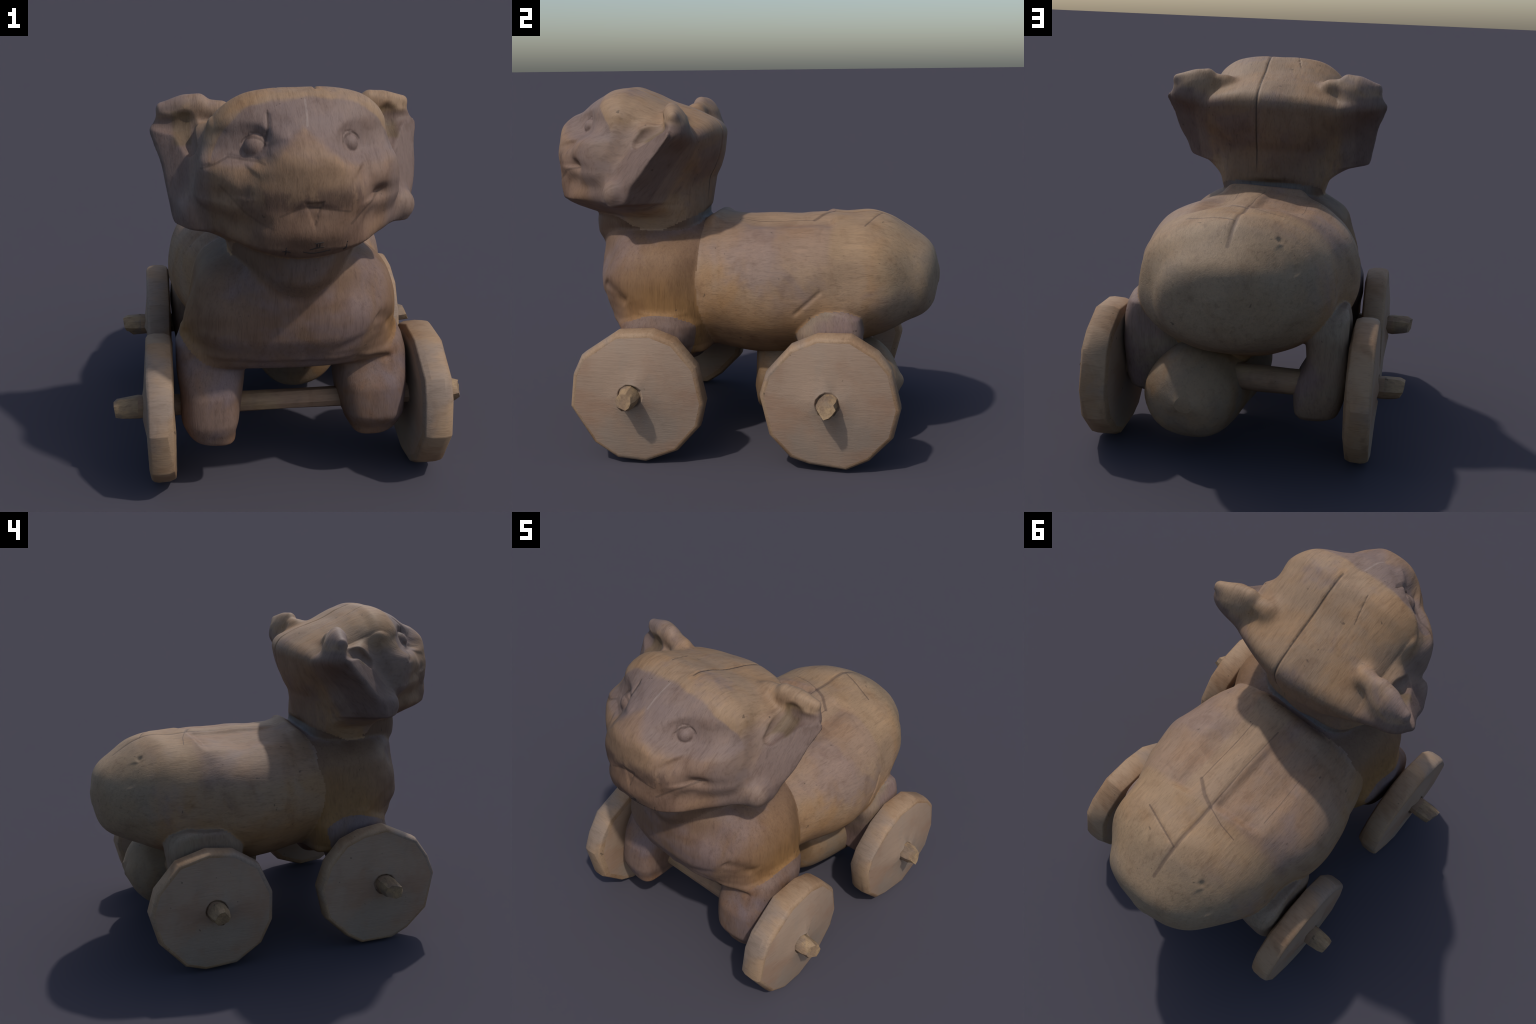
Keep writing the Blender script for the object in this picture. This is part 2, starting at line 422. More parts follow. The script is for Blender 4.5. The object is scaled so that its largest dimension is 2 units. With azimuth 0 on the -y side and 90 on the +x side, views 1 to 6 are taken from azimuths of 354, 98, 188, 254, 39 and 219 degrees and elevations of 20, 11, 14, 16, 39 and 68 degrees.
def body_cracks(P):
    x, y, z = P
    top = ramp(z, 0.95, 1.0) * ramp(1.25 - z, 0, 0.03) * ramp(y, -0.12, -0.02)
    g = top * (groove(x, y, BACK_CRACK, 0.012, 0.0045) + groove(x, y, CROSS_CRACK, 0.011, 0.004) + groove(x, y, PLANK_CRACK, 0.007, 0.003))
    crown = ramp(z, 1.30, 1.4) * ramp(y, -0.68, -0.58)
    g += crown * (groove(x, y, HEAD_CRACK, 0.006, 0.006, 0.0) + groove(x, y, HEAD_CRACK_2, 0.004, 0.003))
    # pegged hole and gouge on the rump, tool cut on the flank, fold over the shoulder
    g += bump(P, (-0.208, 0.751, 1.087), (0.014, 0.014, 0.02), 0.012)
    rump = ramp(y, 0.5, 0.6)
    g += rump * groove(x, z, [(-0.21, 1.08), (-0.26, 1.02), (-0.30, 0.95)], 0.02, 0.006)
    right = ramp(x, 0.2, 0.3)
    # the back is planed lower on both sides of its middle strip, up to the cross seam
    plane = np.where(x > 0.06, ramp(x, 0.055, 0.17) * ramp(y, -0.06, 0.1), ramp(-x, -0.004, 0.045) * ramp(y, -0.10, 0.08)) * ramp(0.30 - np.abs(x), 0, 0.12) * ramp(0.46 + 0.13 * x - y, 0, 0.05) * ramp(z, 0.9, 1.02)
    g += plane * np.where(z < 1.25, np.where(x > 0, 0.028, 0.022), 0.0)
    # hollows of the flanks in front of the haunches
    g += bump(P, (-0.54, 0.38, 0.78), (0.18, 0.15, 0.15), 0.020)
    g += bump(P, (0.56, 0.30, 0.84), (0.18, 0.15, 0.13), 0.008) + bump(P, (0.50, 0.22, 0.52), (0.16, 0.14, 0.09), 0.028)
    g += right * groove(y, z, [(0.28, 0.72), (0.37, 0.80), (0.43, 0.85)], 0.011, 0.006)
    g += right * groove(y, z, [(-0.70, 0.84), (-0.62, 0.80), (-0.55, 0.745)], 0.03, 0.014)
    g += crease(P, [(0.18, -0.75, 0.70), (0.33, -0.69, 0.775), (0.44, -0.58, 0.755)], 0.028, 0.008)
    # waist between the front of the chest and the seam behind it
    g += bump(P, (-0.50, -0.30, 0.85), (0.12, 0.09, 0.24), 0.030) + bump(P, (0.51, -0.22, 0.87), (0.12, 0.08, 0.16), 0.030)
    g += bump(P, (0.29, -0.71, 0.99), (0.12, 0.12, 0.10), 0.050) + bump(P, (-0.27, -0.70, 0.99), (0.10, 0.12, 0.09), 0.042)
    g += bump(P, (-0.40, -0.60, 0.69), (0.13, 0.12, 0.06), 0.026) + bump(P, (0.42, -0.62, 0.72), (0.10, 0.12, 0.05), 0.018)
    g += bump(P, (-0.48, -0.43, 0.98), (0.08, 0.09, 0.09), 0.034)
    g -= crease(P, [(0.02, -0.74, 0.65), (0.28, -0.70, 0.64), (0.42, -0.60, 0.635), (0.49, -0.40, 0.63)], 0.024, 0.014)
    g -= crease(P, [(0.02, -0.74, 0.65), (-0.25, -0.71, 0.66), (-0.40, -0.62, 0.66), (-0.49, -0.42, 0.65)], 0.026, 0.010)
    g += crease(P, [(0.24, -0.70, 0.605), (0.42, -0.60, 0.595), (0.53, -0.40, 0.59)], 0.018, 0.010)
    g += crease(P, [(-0.28, -0.73, 0.83), (-0.40, -0.62, 0.79), (-0.46, -0.50, 0.72)], 0.035, 0.008)
    g += bump(P, (0.48, 0.56, 0.88), (0.10, 0.12, 0.12), 0.024)
    g -= bump(P, (0.52, 0.36, 0.90), (0.06, 0.06, 0.06), 0.010)
    g += crease(P, [(-0.10, -0.10, 1.18), (-0.30, -0.09, 1.10), (-0.47, -0.08, 0.95), (-0.50, -0.07, 0.7)], 0.018, 0.006)
    g += crease(P, [(0.10, -0.12, 1.18), (0.30, -0.12, 1.10), (0.47, -0.10, 0.95), (0.50, -0.08, 0.7)], 0.018, 0.006)
    return g


PARTS = ["torso", "chest", "neck", "head", "ear", "foreleg", "hindleg"]


def fields(P):
    f = {}
    f["torso"] = torso(P)
    f["chest"] = post(P, CHEST, 2.6, 0.05, -0.38)
    f["neck"] = post(P, NECK, 2.0, 0.03, -0.42)
    f["foreleg"] = np.minimum(post(P, FORELEG_LEFT, 3.0, 0.012), post(P, FORELEG_RIGHT, 3.0, 0.012))
    f["hindleg"] = np.minimum(post(P, HINDLEG_LEFT, 3.8, 0.012), post(P, HINDLEG_RIGHT, 3.8, 0.012))
    f["head"] = skull(P)
    f["ear"] = ears(P)
    return f


def body(P, detail=True):
    f = fields(P)
    trunk = smin(f["torso"], f["chest"], 0.02)
    trunk = smin(trunk, f["foreleg"], 0.05)
    trunk = smin(trunk, f["hindleg"], 0.018)
    web = capsule(P, (0.30, 0.50, 0.49), (0.04, 0.45, 0.46), 0.085)
    collar = capsule(P, (-0.16, -0.150, 1.118), (0.18, -0.150, 1.122), 0.040)  # glue fillet behind the nape
    trunk = smin(smin(trunk, web, 0.05), collar, 0.05)
    trunk = smin(trunk, f["neck"], 0.03)
    head = smin(f["head"], f["ear"], 0.05)
    head = smax(head, -ear_hollow(P), 0.012)
    if detail:
        up = P[2] > 1.1
        head = head + np.where(up, face_relief(P), 0)
        for c, n, r in eyeballs():
            head = smin(head, np.sqrt(sum((P[i] - c[i]) ** 2 for i in range(3))) - r, 0.008)
    d = smin(trunk, head, 0.02) + 0.004
    if detail:
        d = d + body_cracks(P) + carving(P, None)
    return d


# ------------------------------------------------------------------ meshing (surface nets)
LO, HI, H = np.array([-0.66, -1.08, 0.12]), np.array([0.66, 1.05, 1.88]), 0.0085


def evaluate(fn, pts, chunk=60000):
    jobs = [pts[i : i + chunk] for i in range(0, len(pts), chunk)]
    with ThreadPoolExecutor(4) as pool:
        return np.concatenate(list(pool.map(lambda q: fn(tuple(np.ascontiguousarray(q.T))), jobs)))


def surface_nets(fn, lo, hi, h):
    B = 8
    nb = np.ceil((hi - lo) / (h * B)).astype(int)
    n = nb * B
    # coarse pass at block centres keeps only the blocks near the surface
    ci = np.stack(np.meshgrid(*[np.arange(k) for k in nb], indexing="ij"), -1).reshape(-1, 3)
    fc = evaluate(fn, lo + (ci * B + B / 2) * h)
    near = np.abs(fc) < h * B * 1.5
    V = np.repeat(np.repeat(np.repeat(fc.reshape(nb), B, 0), B, 1), B, 2).astype(np.float32)
    off = np.stack(np.meshgrid(*[np.arange(B)] * 3, indexing="ij"), -1).reshape(-1, 3)
    keep = ci[near]
    idx = (keep[:, None, :] * B + off[None]).reshape(-1, 3)
    V[idx[:, 0], idx[:, 1], idx[:, 2]] = evaluate(fn, lo + idx * h)
    s = V < 0
    # cells with mixed corners get one vertex at the mean of their edge crossings
    corners = [(i, j, k) for i in (0, 1) for j in (0, 1) for k in (0, 1)]
    cut = lambda A, c: A[c[0] : n[0] - 1 + c[0], c[1] : n[1] - 1 + c[1], c[2] : n[2] - 1 + c[2]]
    cnt = sum(cut(s, c).astype(np.int8) for c in corners)
    cell = np.argwhere((cnt > 0) & (cnt < 8))
    cid = np.full(tuple(n - 1), -1, np.int32)
    cid[tuple(cell.T)] = np.arange(len(cell))
    acc, num = np.zeros((len(cell), 3)), np.zeros(len(cell))
    for a in corners:
        for ax in range(3):
            if a[ax]:
                continue
            b = tuple(a[q] + (q == ax) for q in range(3))
            va, vb = V[tuple((cell + a).T)], V[tuple((cell + b).T)]
            m = (va < 0) != (vb < 0)
            t = np.where(m, va / np.where(m, va - vb, 1), 0)
            p = np.array(a, float)[None] + t[:, None] * (np.array(b) - np.array(a))
            acc += p * m[:, None]
            num += m
    verts = lo + (cell + acc / num[:, None]) * h
    faces = []
    for ax in range(3):
        u, v = (ax + 1) % 3, (ax + 2) % 3
        sl = [slice(None)] * 3
        a = s[tuple(slice(0, -1) if q == ax else slice(None) for q in range(3))]
        b = s[tuple(slice(1, None) if q == ax else slice(None) for q in range(3))]
        e = np.argwhere(a != b)
        ok = (e[:, u] > 0) & (e[:, v] > 0) & (e[:, u] < n[u] - 1) & (e[:, v] < n[v] - 1)
        e = e[ok]
        inside = s[tuple(e.T)]
        du, dv = np.eye(3, dtype=int)[u], np.eye(3, dtype=int)[v]
        q = np.stack([cid[tuple((e - du - dv).T)], cid[tuple((e - dv).T)], cid[tuple(e.T)], cid[tuple((e - du).T)]], 1)
        q[~inside] = q[~inside][:, ::-1]
        faces.append(q)
    return verts, np.concatenate(faces)


def gradient(fn, p, e=0.0015):
    """Gradient from four tetrahedral samples."""
    g = np.zeros_like(p)
    for k in ((1, -1, -1), (-1, -1, 1), (-1, 1, -1), (1, 1, 1)):
        d = np.array(k, float)
        g += evaluate(fn, p + d * e)[:, None] * d / (4 * e)
    return g


def snap(fn, p, steps=2, most=0.006):
    for _ in range(steps):
        f, g = evaluate(fn, p), gradient(fn, p)
        step = -f[:, None] * g / np.maximum((g**2).sum(1), 0.15)[:, None]
        L = np.linalg.norm(step, axis=1)
        p = p + step * np.minimum(1, most / np.maximum(L, 1e-9))[:, None]
    return p


def relax(p, faces, times=1, k=0.5):
    for _ in range(times):
        acc, num = np.zeros_like(p), np.zeros(len(p))
        for i in range(4):
            for j in (1, 3):
                np.add.at(acc, faces[:, i], p[faces[:, (i + j) % 4]])
                np.add.at(num, faces[:, i], 1)
        p = p + k * (acc / num[:, None] - p)
    return p


# ------------------------------------------------------------------ materials
def new_material(name):
    m = bpy.data.materials.new(name)
    m.use_nodes = True
    return m, m.node_tree.nodes, m.node_tree.links


class Nodes:
    def __init__(self, m):
        self.t, self.n, self.l = m.node_tree, m.node_tree.nodes, m.node_tree.links
        self.bsdf = self.n["Principled BSDF"]
        self.coord = self.n.new("ShaderNodeTexCoord").outputs["Object"]

    def link(self, a, b):
        if hasattr(a, "is_output"):
            self.l.new(a, b)
        elif isinstance(a, tuple) and b.type == "RGBA" and len(a) == 3:
            b.default_value = (*a, 1)
        else:
            b.default_value = a

    def mapped(self, scale, loc=(0, 0, 0), rot=(0, 0, 0)):
        k = self.n.new("ShaderNodeMapping")
        k.inputs["Scale"].default_value, k.inputs["Location"].default_value, k.inputs["Rotation"].default_value = scale, loc, rot
        self.l.new(self.coord, k.inputs["Vector"])
        return k.outputs[0]

    def noise(self, vec, scale=1.0, detail=4, rough=0.55, warp=0.0):
        k = self.n.new("ShaderNodeTexNoise")
        for s, v in (("Scale", scale), ("Detail", detail), ("Roughness", rough), ("Distortion", warp)):
            k.inputs[s].default_value = v
        self.l.new(vec, k.inputs["Vector"])
        return k.outputs[0]

    def band(self, fac, a, b, smooth=True):
        k = self.n.new("ShaderNodeMapRange")
        k.interpolation_type = "SMOOTHSTEP" if smooth else "LINEAR"
        for s, v in (("Value", fac), ("From Min", a), ("From Max", b)):
            self.link(v, k.inputs[s])
        return k.outputs[0]

    def math(self, op, a, b=0.0, c=0.0):
        k = self.n.new("ShaderNodeMath")
        k.operation = op
        for i, v in enumerate((a, b, c)):
            self.link(v, k.inputs[i])
        return k.outputs[0]

    def mix(self, fac, a, b, mode="MIX"):
        k = self.n.new("ShaderNodeMix")
        k.data_type, k.blend_type = "RGBA", mode
        self.link(fac, k.inputs[0])
        self.link(a, k.inputs[6])
        self.link(b, k.inputs[7])
        return k.outputs[2]

    def xyz(self):
        k = self.n.new("ShaderNodeSeparateXYZ")
        self.l.new(self.coord, k.inputs[0])
        return k.outputs


def srgb(r, g, b):
    r, g, b = (0.81 * (1.0 * c - 0.0 * (r + g + b) / 3) for c in (r, g, b))
    f = lambda c: c / 12.92 if c <= 0.04045 else ((c + 0.055) / 1.055) ** 2.4
    return tuple(f(v / 255) for v in (r, g, b))


TAN, OCHRE, MAUVE, BROWN, PALE, GREY = srgb(176, 145, 115), srgb(174, 130, 86), srgb(152, 126, 118), srgb(134, 104, 84), srgb(190, 165, 138), srgb(146, 131, 128)


def wood(name, base, second, third, grain=(34, 3.0, 34), loc=(0, 0, 0), patches=None, contrast=0.34, patch_scale=3.0):
    m, _, _ = new_material(name)
    k = Nodes(m)
    big = k.noise(k.mapped((1, 1, 1), loc), patch_scale, 4, 0.6, 0.4)
    big2 = k.noise(k.mapped((1, 1, 1), (loc[0] + 7.3, loc[1] - 2.1, loc[2] + 4)), patch_scale * 0.8, 4, 0.6, 0.3)
    col = k.mix(k.band(big, 0.44, 0.62), base, second)
    col = k.mix(k.band(big2, 0.48, 0.64), col, third)
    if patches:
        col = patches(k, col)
    mott = k.noise(k.mapped((1, 1, 0.7), (loc[1], loc[2], loc[0])), 8.5, 5, 0.62, 0.5)
    col = k.mix(k.math("MULTIPLY", k.band(mott, 0.50, 0.70), 0.40 if contrast > 0.2 else 0.15), col, k.mix(1.0, col, (0.66, 0.58, 0.53), "MULTIPLY"))
    streak = k.noise(k.mapped(grain, loc), 2.2, 5, 0.65, 0.6)
    fine = k.noise(k.mapped(tuple(g * 2.6 for g in grain), loc), 3.0, 3, 0.6)
    dark = k.mix(1.0, col, (0.62, 0.58, 0.55), "MULTIPLY")
    light = k.mix(1.0, col, (1.22, 1.18, 1.12), "MULTIPLY")
    col2 = k.mix(k.math("MULTIPLY", k.band(streak, 0.50, 0.72), contrast * 1.6), col, dark)
    col2 = k.mix(k.math("MULTIPLY", k.band(fine, 0.48, 0.70), contrast * 1.2), col2, dark)
    col2 = k.mix(k.math("MULTIPLY", k.band(streak, 0.50, 0.30), contrast * 1.4), col2, light)
    # specks: worm holes and dirt
    sp = k.noise(k.mapped((1, 1, 1), loc), 28, 2, 0.5)
    col2 = k.mix(k.math("MULTIPLY", k.band(sp, 0.72, 0.78), 0.55), col2, srgb(70, 58, 50))
    k.link(col2, k.bsdf.inputs["Base Color"])
    k.bsdf.inputs["Roughness"].default_value = 0.62
    k.bsdf.inputs["Specular IOR Level"].default_value = 0.25
    b = k.n.new("ShaderNodeBump")
    b.inputs["Strength"].default_value, b.inputs["Distance"].default_value = 0.25, 0.006
    k.l.new(k.math("ADD", streak, k.math("MULTIPLY", fine, 0.6)), b.inputs["Height"])
    k.l.new(b.outputs[0], k.bsdf.inputs["Normal"])
    return m


def line_mask(k, u, v, pts, width):
    """Node mask that is 1 on a polyline in the plane of two coordinates."""
    best = None
    for (a0, a1), (b0, b1) in zip(pts[:-1], pts[1:]):
        L = (b0 - a0) ** 2 + (b1 - a1) ** 2
        du, dv = k.math("SUBTRACT", u, a0), k.math("SUBTRACT", v, a1)
        t = k.math("ADD", k.math("MULTIPLY", du, (b0 - a0) / L), k.math("MULTIPLY", dv, (b1 - a1) / L))
        cl = k.n.new("ShaderNodeClamp")
        k.link(t, cl.inputs[0])
        eu = k.math("SUBTRACT", du, k.math("MULTIPLY", cl.outputs[0], b0 - a0))
        ev = k.math("SUBTRACT", dv, k.math("MULTIPLY", cl.outputs[0], b1 - a1))
        d = k.math("SQRT", k.math("ADD", k.math("MULTIPLY", eu, eu), k.math("MULTIPLY", ev, ev)))
        best = d if best is None else k.math("MINIMUM", best, d)
    return k.band(best, width, width * 0.35)


def torso_patches(k, col):
    x, y, z = k.xyz()
    wob = k.math("MULTIPLY", k.math("SUBTRACT", k.noise(k.mapped((1, 1, 1)), 6, 4), 0.5), 0.10)
    low = k.math("MULTIPLY", k.band(k.math("ADD", z, k.math("MULTIPLY", wob, 2.5)), 0.88, 0.64), k.band(y, 0.85, 0.6))
    col = k.mix(k.math("MULTIPLY", low, 0.75), col, OCHRE)
    tail = k.band(k.math("ADD", y, k.math("MULTIPLY", wob, 2.0)), 0.66, 0.78)
    col = k.mix(k.math("MULTIPLY", tail, 0.65), col, srgb(166, 146, 120))
    back = k.math("MULTIPLY", k.band(z, 0.92, 1.0), k.band(k.math("ADD", y, wob), 0.50, 0.44))
    strip = k.math("MULTIPLY", k.band(k.math("ABSOLUTE", k.math("SUBTRACT", x, 0.09)), 0.10, 0.085), back)
    col = k.mix(k.math("MULTIPLY", back, 0.4), col, srgb(164, 134, 118))
    col = k.mix(k.math("MULTIPLY", strip, 0.8), col, TAN)
    rump = k.math("MULTIPLY", k.band(z, 0.95, 1.02), k.band(y, 0.44, 0.47))
    col = k.mix(k.math("MULTIPLY", rump, 0.45), col, srgb(184, 150, 112))
    top = k.band(z, 0.93, 0.98)
    for pts, w in ((BACK_CRACK[2:], 0.013), (BACK_CRACK[:3], 0.005), (CROSS_CRACK, 0.013), (PLANK_CRACK, 0.006), (STEP_CRACK, 0.004), (STRIP_CRACK, 0.004), (SIDE_CRACK, 0.003)):
        col = k.mix(k.math("MULTIPLY", k.math("MULTIPLY", line_mask(k, x, y, pts, w), top), 0.6), col, srgb(104, 82, 70))
    return col


def chest_patches(k, col):
    x, y, z = k.xyz()
    wob = k.math("MULTIPLY", k.math("SUBTRACT", k.noise(k.mapped((1, 1, 1)), 5, 4), 0.5), 0.25)
    side = k.math("MULTIPLY", k.band(k.math("ADD", y, wob), -0.72, -0.42), k.band(k.math("ABSOLUTE", k.math("ADD", x, k.math("MULTIPLY", wob, 0.3))), 0.24, 0.46))
    low = k.band(k.math("ADD", z, wob), 1.0, 0.7)
    return k.mix(k.math("MULTIPLY", side, k.math("ADD", 0.35, k.math("MULTIPLY", low, 0.55))), col, srgb(166, 122, 72))


def head_patches(k, col):
    x, y, z = k.xyz()
    wob = k.math("MULTIPLY", k.math("SUBTRACT", k.noise(k.mapped((1, 1, 1)), 9, 3), 0.5), 0.04)
    # the grey, hand-worn mask of the brow: below the crown line and above the snout
    zc = k.math("ADD", z, wob)
    edge = k.math("SUBTRACT", 1.778, k.math("MULTIPLY", k.math("POWER", k.math("ABSOLUTE", k.math("SUBTRACT", x, 0.03)), 4.0), 11.0))
    brow = k.math("MULTIPLY", k.band(k.math("SUBTRACT", edge, zc), -0.004, 0.012), k.band(y, -0.60, -0.63))
    snout = k.math("SUBTRACT", k.math("SUBTRACT", 1.70, k.math("MULTIPLY", k.math("ABSOLUTE", x), 0.75)), zc)
    brow = k.math("MULTIPLY", brow, k.band(snout, 0.02, -0.01))
    brow = k.math("MULTIPLY", brow, k.band(zc, 1.535, 1.57))
    face = k.math("MULTIPLY", k.band(y, -0.66, -0.74), k.band(zc, 1.72, 1.66))
    col = k.mix(k.math("MULTIPLY", face, 0.55), col, srgb(150, 116, 90))
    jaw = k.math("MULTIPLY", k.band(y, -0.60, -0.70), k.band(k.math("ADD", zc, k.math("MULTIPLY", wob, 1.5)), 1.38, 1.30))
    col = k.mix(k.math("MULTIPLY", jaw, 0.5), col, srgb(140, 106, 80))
    dark_blotch = k.noise(k.mapped((14, 14, 7), (2, 5, 1)), 1.0, 4, 0.6)
    under = k.math("MULTIPLY", k.math("MULTIPLY", k.band(y, -0.84, -0.92), k.band(k.math("ABSOLUTE", k.math("SUBTRACT", z, 1.44)), 0.075, 0.02)), k.band(dark_blotch, 0.42, 0.56))
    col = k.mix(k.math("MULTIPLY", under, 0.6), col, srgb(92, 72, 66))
    col = k.mix(k.math("MULTIPLY", brow, 0.8), col, srgb(144, 123, 116))
    ear = k.math("MULTIPLY", k.math("MULTIPLY", k.band(k.math("ABSOLUTE", x), 0.415, 0.435), k.band(k.math("ADD", z, wob), 1.655, 1.625)), k.band(y, -0.62, -0.55))
    side = k.math("MULTIPLY", k.band(k.math("ABSOLUTE", x), 0.33, 0.38), k.band(k.math("ADD", z, wob), 1.66, 1.58))
    col = k.mix(k.math("MULTIPLY", side, 0.7), col, srgb(143, 122, 114))
    col = k.mix(k.math("MULTIPLY", ear, 0.75), col, srgb(128, 106, 98))
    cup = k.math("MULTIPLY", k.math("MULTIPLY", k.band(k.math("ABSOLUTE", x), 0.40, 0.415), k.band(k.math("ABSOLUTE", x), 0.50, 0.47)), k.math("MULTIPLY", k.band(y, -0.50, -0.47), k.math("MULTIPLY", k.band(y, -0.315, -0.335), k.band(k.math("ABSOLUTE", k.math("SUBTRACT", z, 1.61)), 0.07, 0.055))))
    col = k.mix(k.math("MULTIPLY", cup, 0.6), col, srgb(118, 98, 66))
    col = k.mix(k.math("MULTIPLY", k.math("MULTIPLY", line_mask(k, x, z, [(0.028, 1.775), (0.019, 1.70)], 0.006), k.band(y, -0.62, -0.66)), 0.35), col, srgb(190, 172, 160))
    nose = k.math("MULTIPLY", k.band(y, -0.86, -0.93), k.band(zc, 1.47, 1.40))
    col = k.mix(k.math("MULTIPLY", nose, 0.65), col, srgb(128, 100, 84))
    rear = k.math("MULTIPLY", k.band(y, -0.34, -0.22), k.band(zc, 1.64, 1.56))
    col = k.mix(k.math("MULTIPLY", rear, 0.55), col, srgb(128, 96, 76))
    top = k.math("MULTIPLY", k.band(z, 1.2, 1.3), k.band(y, -0.66, -0.60))
    col = k.mix(k.math("MULTIPLY", k.math("MULTIPLY", line_mask(k, x, y, HEAD_CRACK, 0.006), top), 0.75), col, srgb(66, 54, 48))
    col = k.mix(k.math("MULTIPLY", k.math("MULTIPLY", line_mask(k, x, y, HEAD_CRACK_2, 0.004), top), 0.5), col, srgb(66, 54, 48))
    face = k.band(y, -0.60, -0.66)
    lids = [[(c[0] + 1.03 * r[0] * math.cos(t), c[2] + 1.03 * r[2] * math.sin(t)) for t in np.linspace(0.25, 2.9, 9)] for c, r in EYES]
    for pts, w, s in ((lids[0], 0.005, 0.45), (lids[1], 0.005, 0.45), (MOUTH, 0.006, 0.4), (LIP, 0.008, 0.4), (SMILE, 0.007, 0.2), (SLIT[:3], 0.005, 0.5), (BROW, 0.005, 0.35)):
        col = k.mix(k.math("MULTIPLY", k.math("MULTIPLY", line_mask(k, x, z, pts, w), face), s), col, srgb(70, 56, 48))
    return col


def neck_patches(k, col):
    x, y, z = k.xyz()
    # old glue round the joint
    glue = k.math("MULTIPLY", k.band(y, -0.30, -0.2), k.band(k.math("ADD", z, k.math("MULTIPLY", k.noise(k.mapped((1, 1, 1)), 14, 2), 0.05)), 1.24, 1.21))
    return k.mix(k.math("MULTIPLY", glue, 0.7), col, srgb(140, 136, 134))


MATERIALS = {
    "torso": wood("wood_torso", TAN, srgb(176, 138, 100), srgb(160, 134, 118), (26, 4, 26), (0, 0, 0), torso_patches),
    "chest": wood("wood_chest", srgb(142, 112, 90), BROWN, srgb(140, 116, 108), (32, 32, 2.6), (3, 1, 0), chest_patches),
    "neck": wood("wood_neck", srgb(134, 106, 86), srgb(126, 98, 78), srgb(134, 112, 102), (30, 30, 4), (5, 0, 0), neck_patches),
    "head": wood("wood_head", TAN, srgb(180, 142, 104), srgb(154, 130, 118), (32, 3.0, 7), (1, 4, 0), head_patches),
    "foreleg": wood("wood_foreleg", srgb(138, 112, 98), srgb(140, 104, 78), srgb(136, 116, 114), (30, 30, 3), (6, 2, 1), None),
    "hindleg": wood("wood_hindleg", srgb(160, 134, 112), MAUVE, srgb(160, 140, 118), (30, 30, 3), (2, 7, 1), None),
}
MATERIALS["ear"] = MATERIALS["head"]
WHEEL_FACE = wood("wood_wheel_face", srgb(186, 158, 134), srgb(182, 148, 122), srgb(178, 156, 136), (38, 3, 38), (4, 4, 4), None, 0.12)
WHEEL_RIM = wood("wood_wheel_tread", srgb(186, 154, 122), srgb(176, 140, 106), srgb(168, 146, 128), (3, 22, 22), (8, 1, 3), None, 0.25)
AXLE = wood("wood_axle", srgb(170, 136, 108), srgb(178, 148, 112), srgb(150, 122, 100), (4, 40, 40), (1, 9, 3), None, 0.3)
STUB = wood("wood_axle_end", srgb(186, 156, 118), srgb(160, 132, 104), srgb(150, 128, 108), (5, 30, 30), (3, 9, 3), None, 0.45, 9)
KNOB = wood("wood_knob", srgb(166, 140, 112), srgb(160, 126, 92), srgb(150, 132, 114), (26, 6, 26), (3, 3, 9), None, 0.22)
INK, _, _ = new_material("dark_scratch")
INK.node_tree.nodes["Principled BSDF"].inputs["Base Color"].default_value = (*srgb(64, 50, 42), 1)
INK.node_tree.nodes["Principled BSDF"].inputs["Roughness"].default_value = 0.8

# ------------------------------------------------------------------ assembling
scene = bpy.context.scene
toy = bpy.data.objects.new("wooden_pull_toy", None)
scene.collection.objects.link(toy)
toy["label"] = "carved wooden animal pull toy on four round wheels"
toy["category"] = "wooden toy"


def add(name, verts, faces, mats, parent, normals=None, smooth=True):
    me = bpy.data.meshes.new(name)
    me.from_pydata([tuple(v) for v in verts], [], [list(map(int, f)) for f in faces])
    for m in mats if isinstance(mats, list) else [mats]:
        me.materials.append(m)
    me.update()
    if smooth:
        me.polygons.foreach_set("use_smooth", [True] * len(me.polygons))
    if normals is not None:
        me.normals_split_custom_set_from_vertices([tuple(v) for v in normals])
    o = bpy.data.objects.new(name, me)
    scene.collection.objects.link(o)
    o.parent = parent
    return o


def build_body():
    v, f = surface_nets(body, LO, HI, H)
    v = relax(v, f, 1, 0.4)
    v = snap(body, v, 2)
    n = gradient(body, v, 0.003)
    n /= np.maximum(np.linalg.norm(n, axis=1), 1e-9)[:, None]
    # keep only the outer shell
    c = v[f].mean(1)
    F = fields(tuple(c.T))
    F["ear"] = F["ear"] - 0.012
    # behind the jaw the head block reaches down to the glued joint
    F["neck"] = F["neck"] + 0.08 * ((c[:, 1] > -0.52) & (c[:, 2] > 1.065 + 0.11 * ramp(c[:, 1], -0.52, -0.17)))
    # the rim and front of the ears belong to the ears
    rim = (np.abs(c[:, 0]) > 0.415) & (c[:, 1] > -0.64) & (c[:, 2] > 1.2)
    F["ear"] = np.where(rim & (F["head"] < F["neck"]), F["head"] - 0.02, F["ear"])
    label = np.argmin(np.stack([F[p] for p in PARTS]), 0)
    quadrant = c[:, 0] > 0
    for i, p in enumerate(PARTS):
        groups = [label == i]
        if p in ("ear", "foreleg", "hindleg"):
            groups = [(label == i) & quadrant, (label == i) & ~quadrant]
        for g in groups:
            if not g.any():
                continue
            ids, inv = np.unique(f[g], return_inverse=True)
            add(p, v[ids], inv.reshape(-1, 4), MATERIALS[p], toy, n[ids])
    return


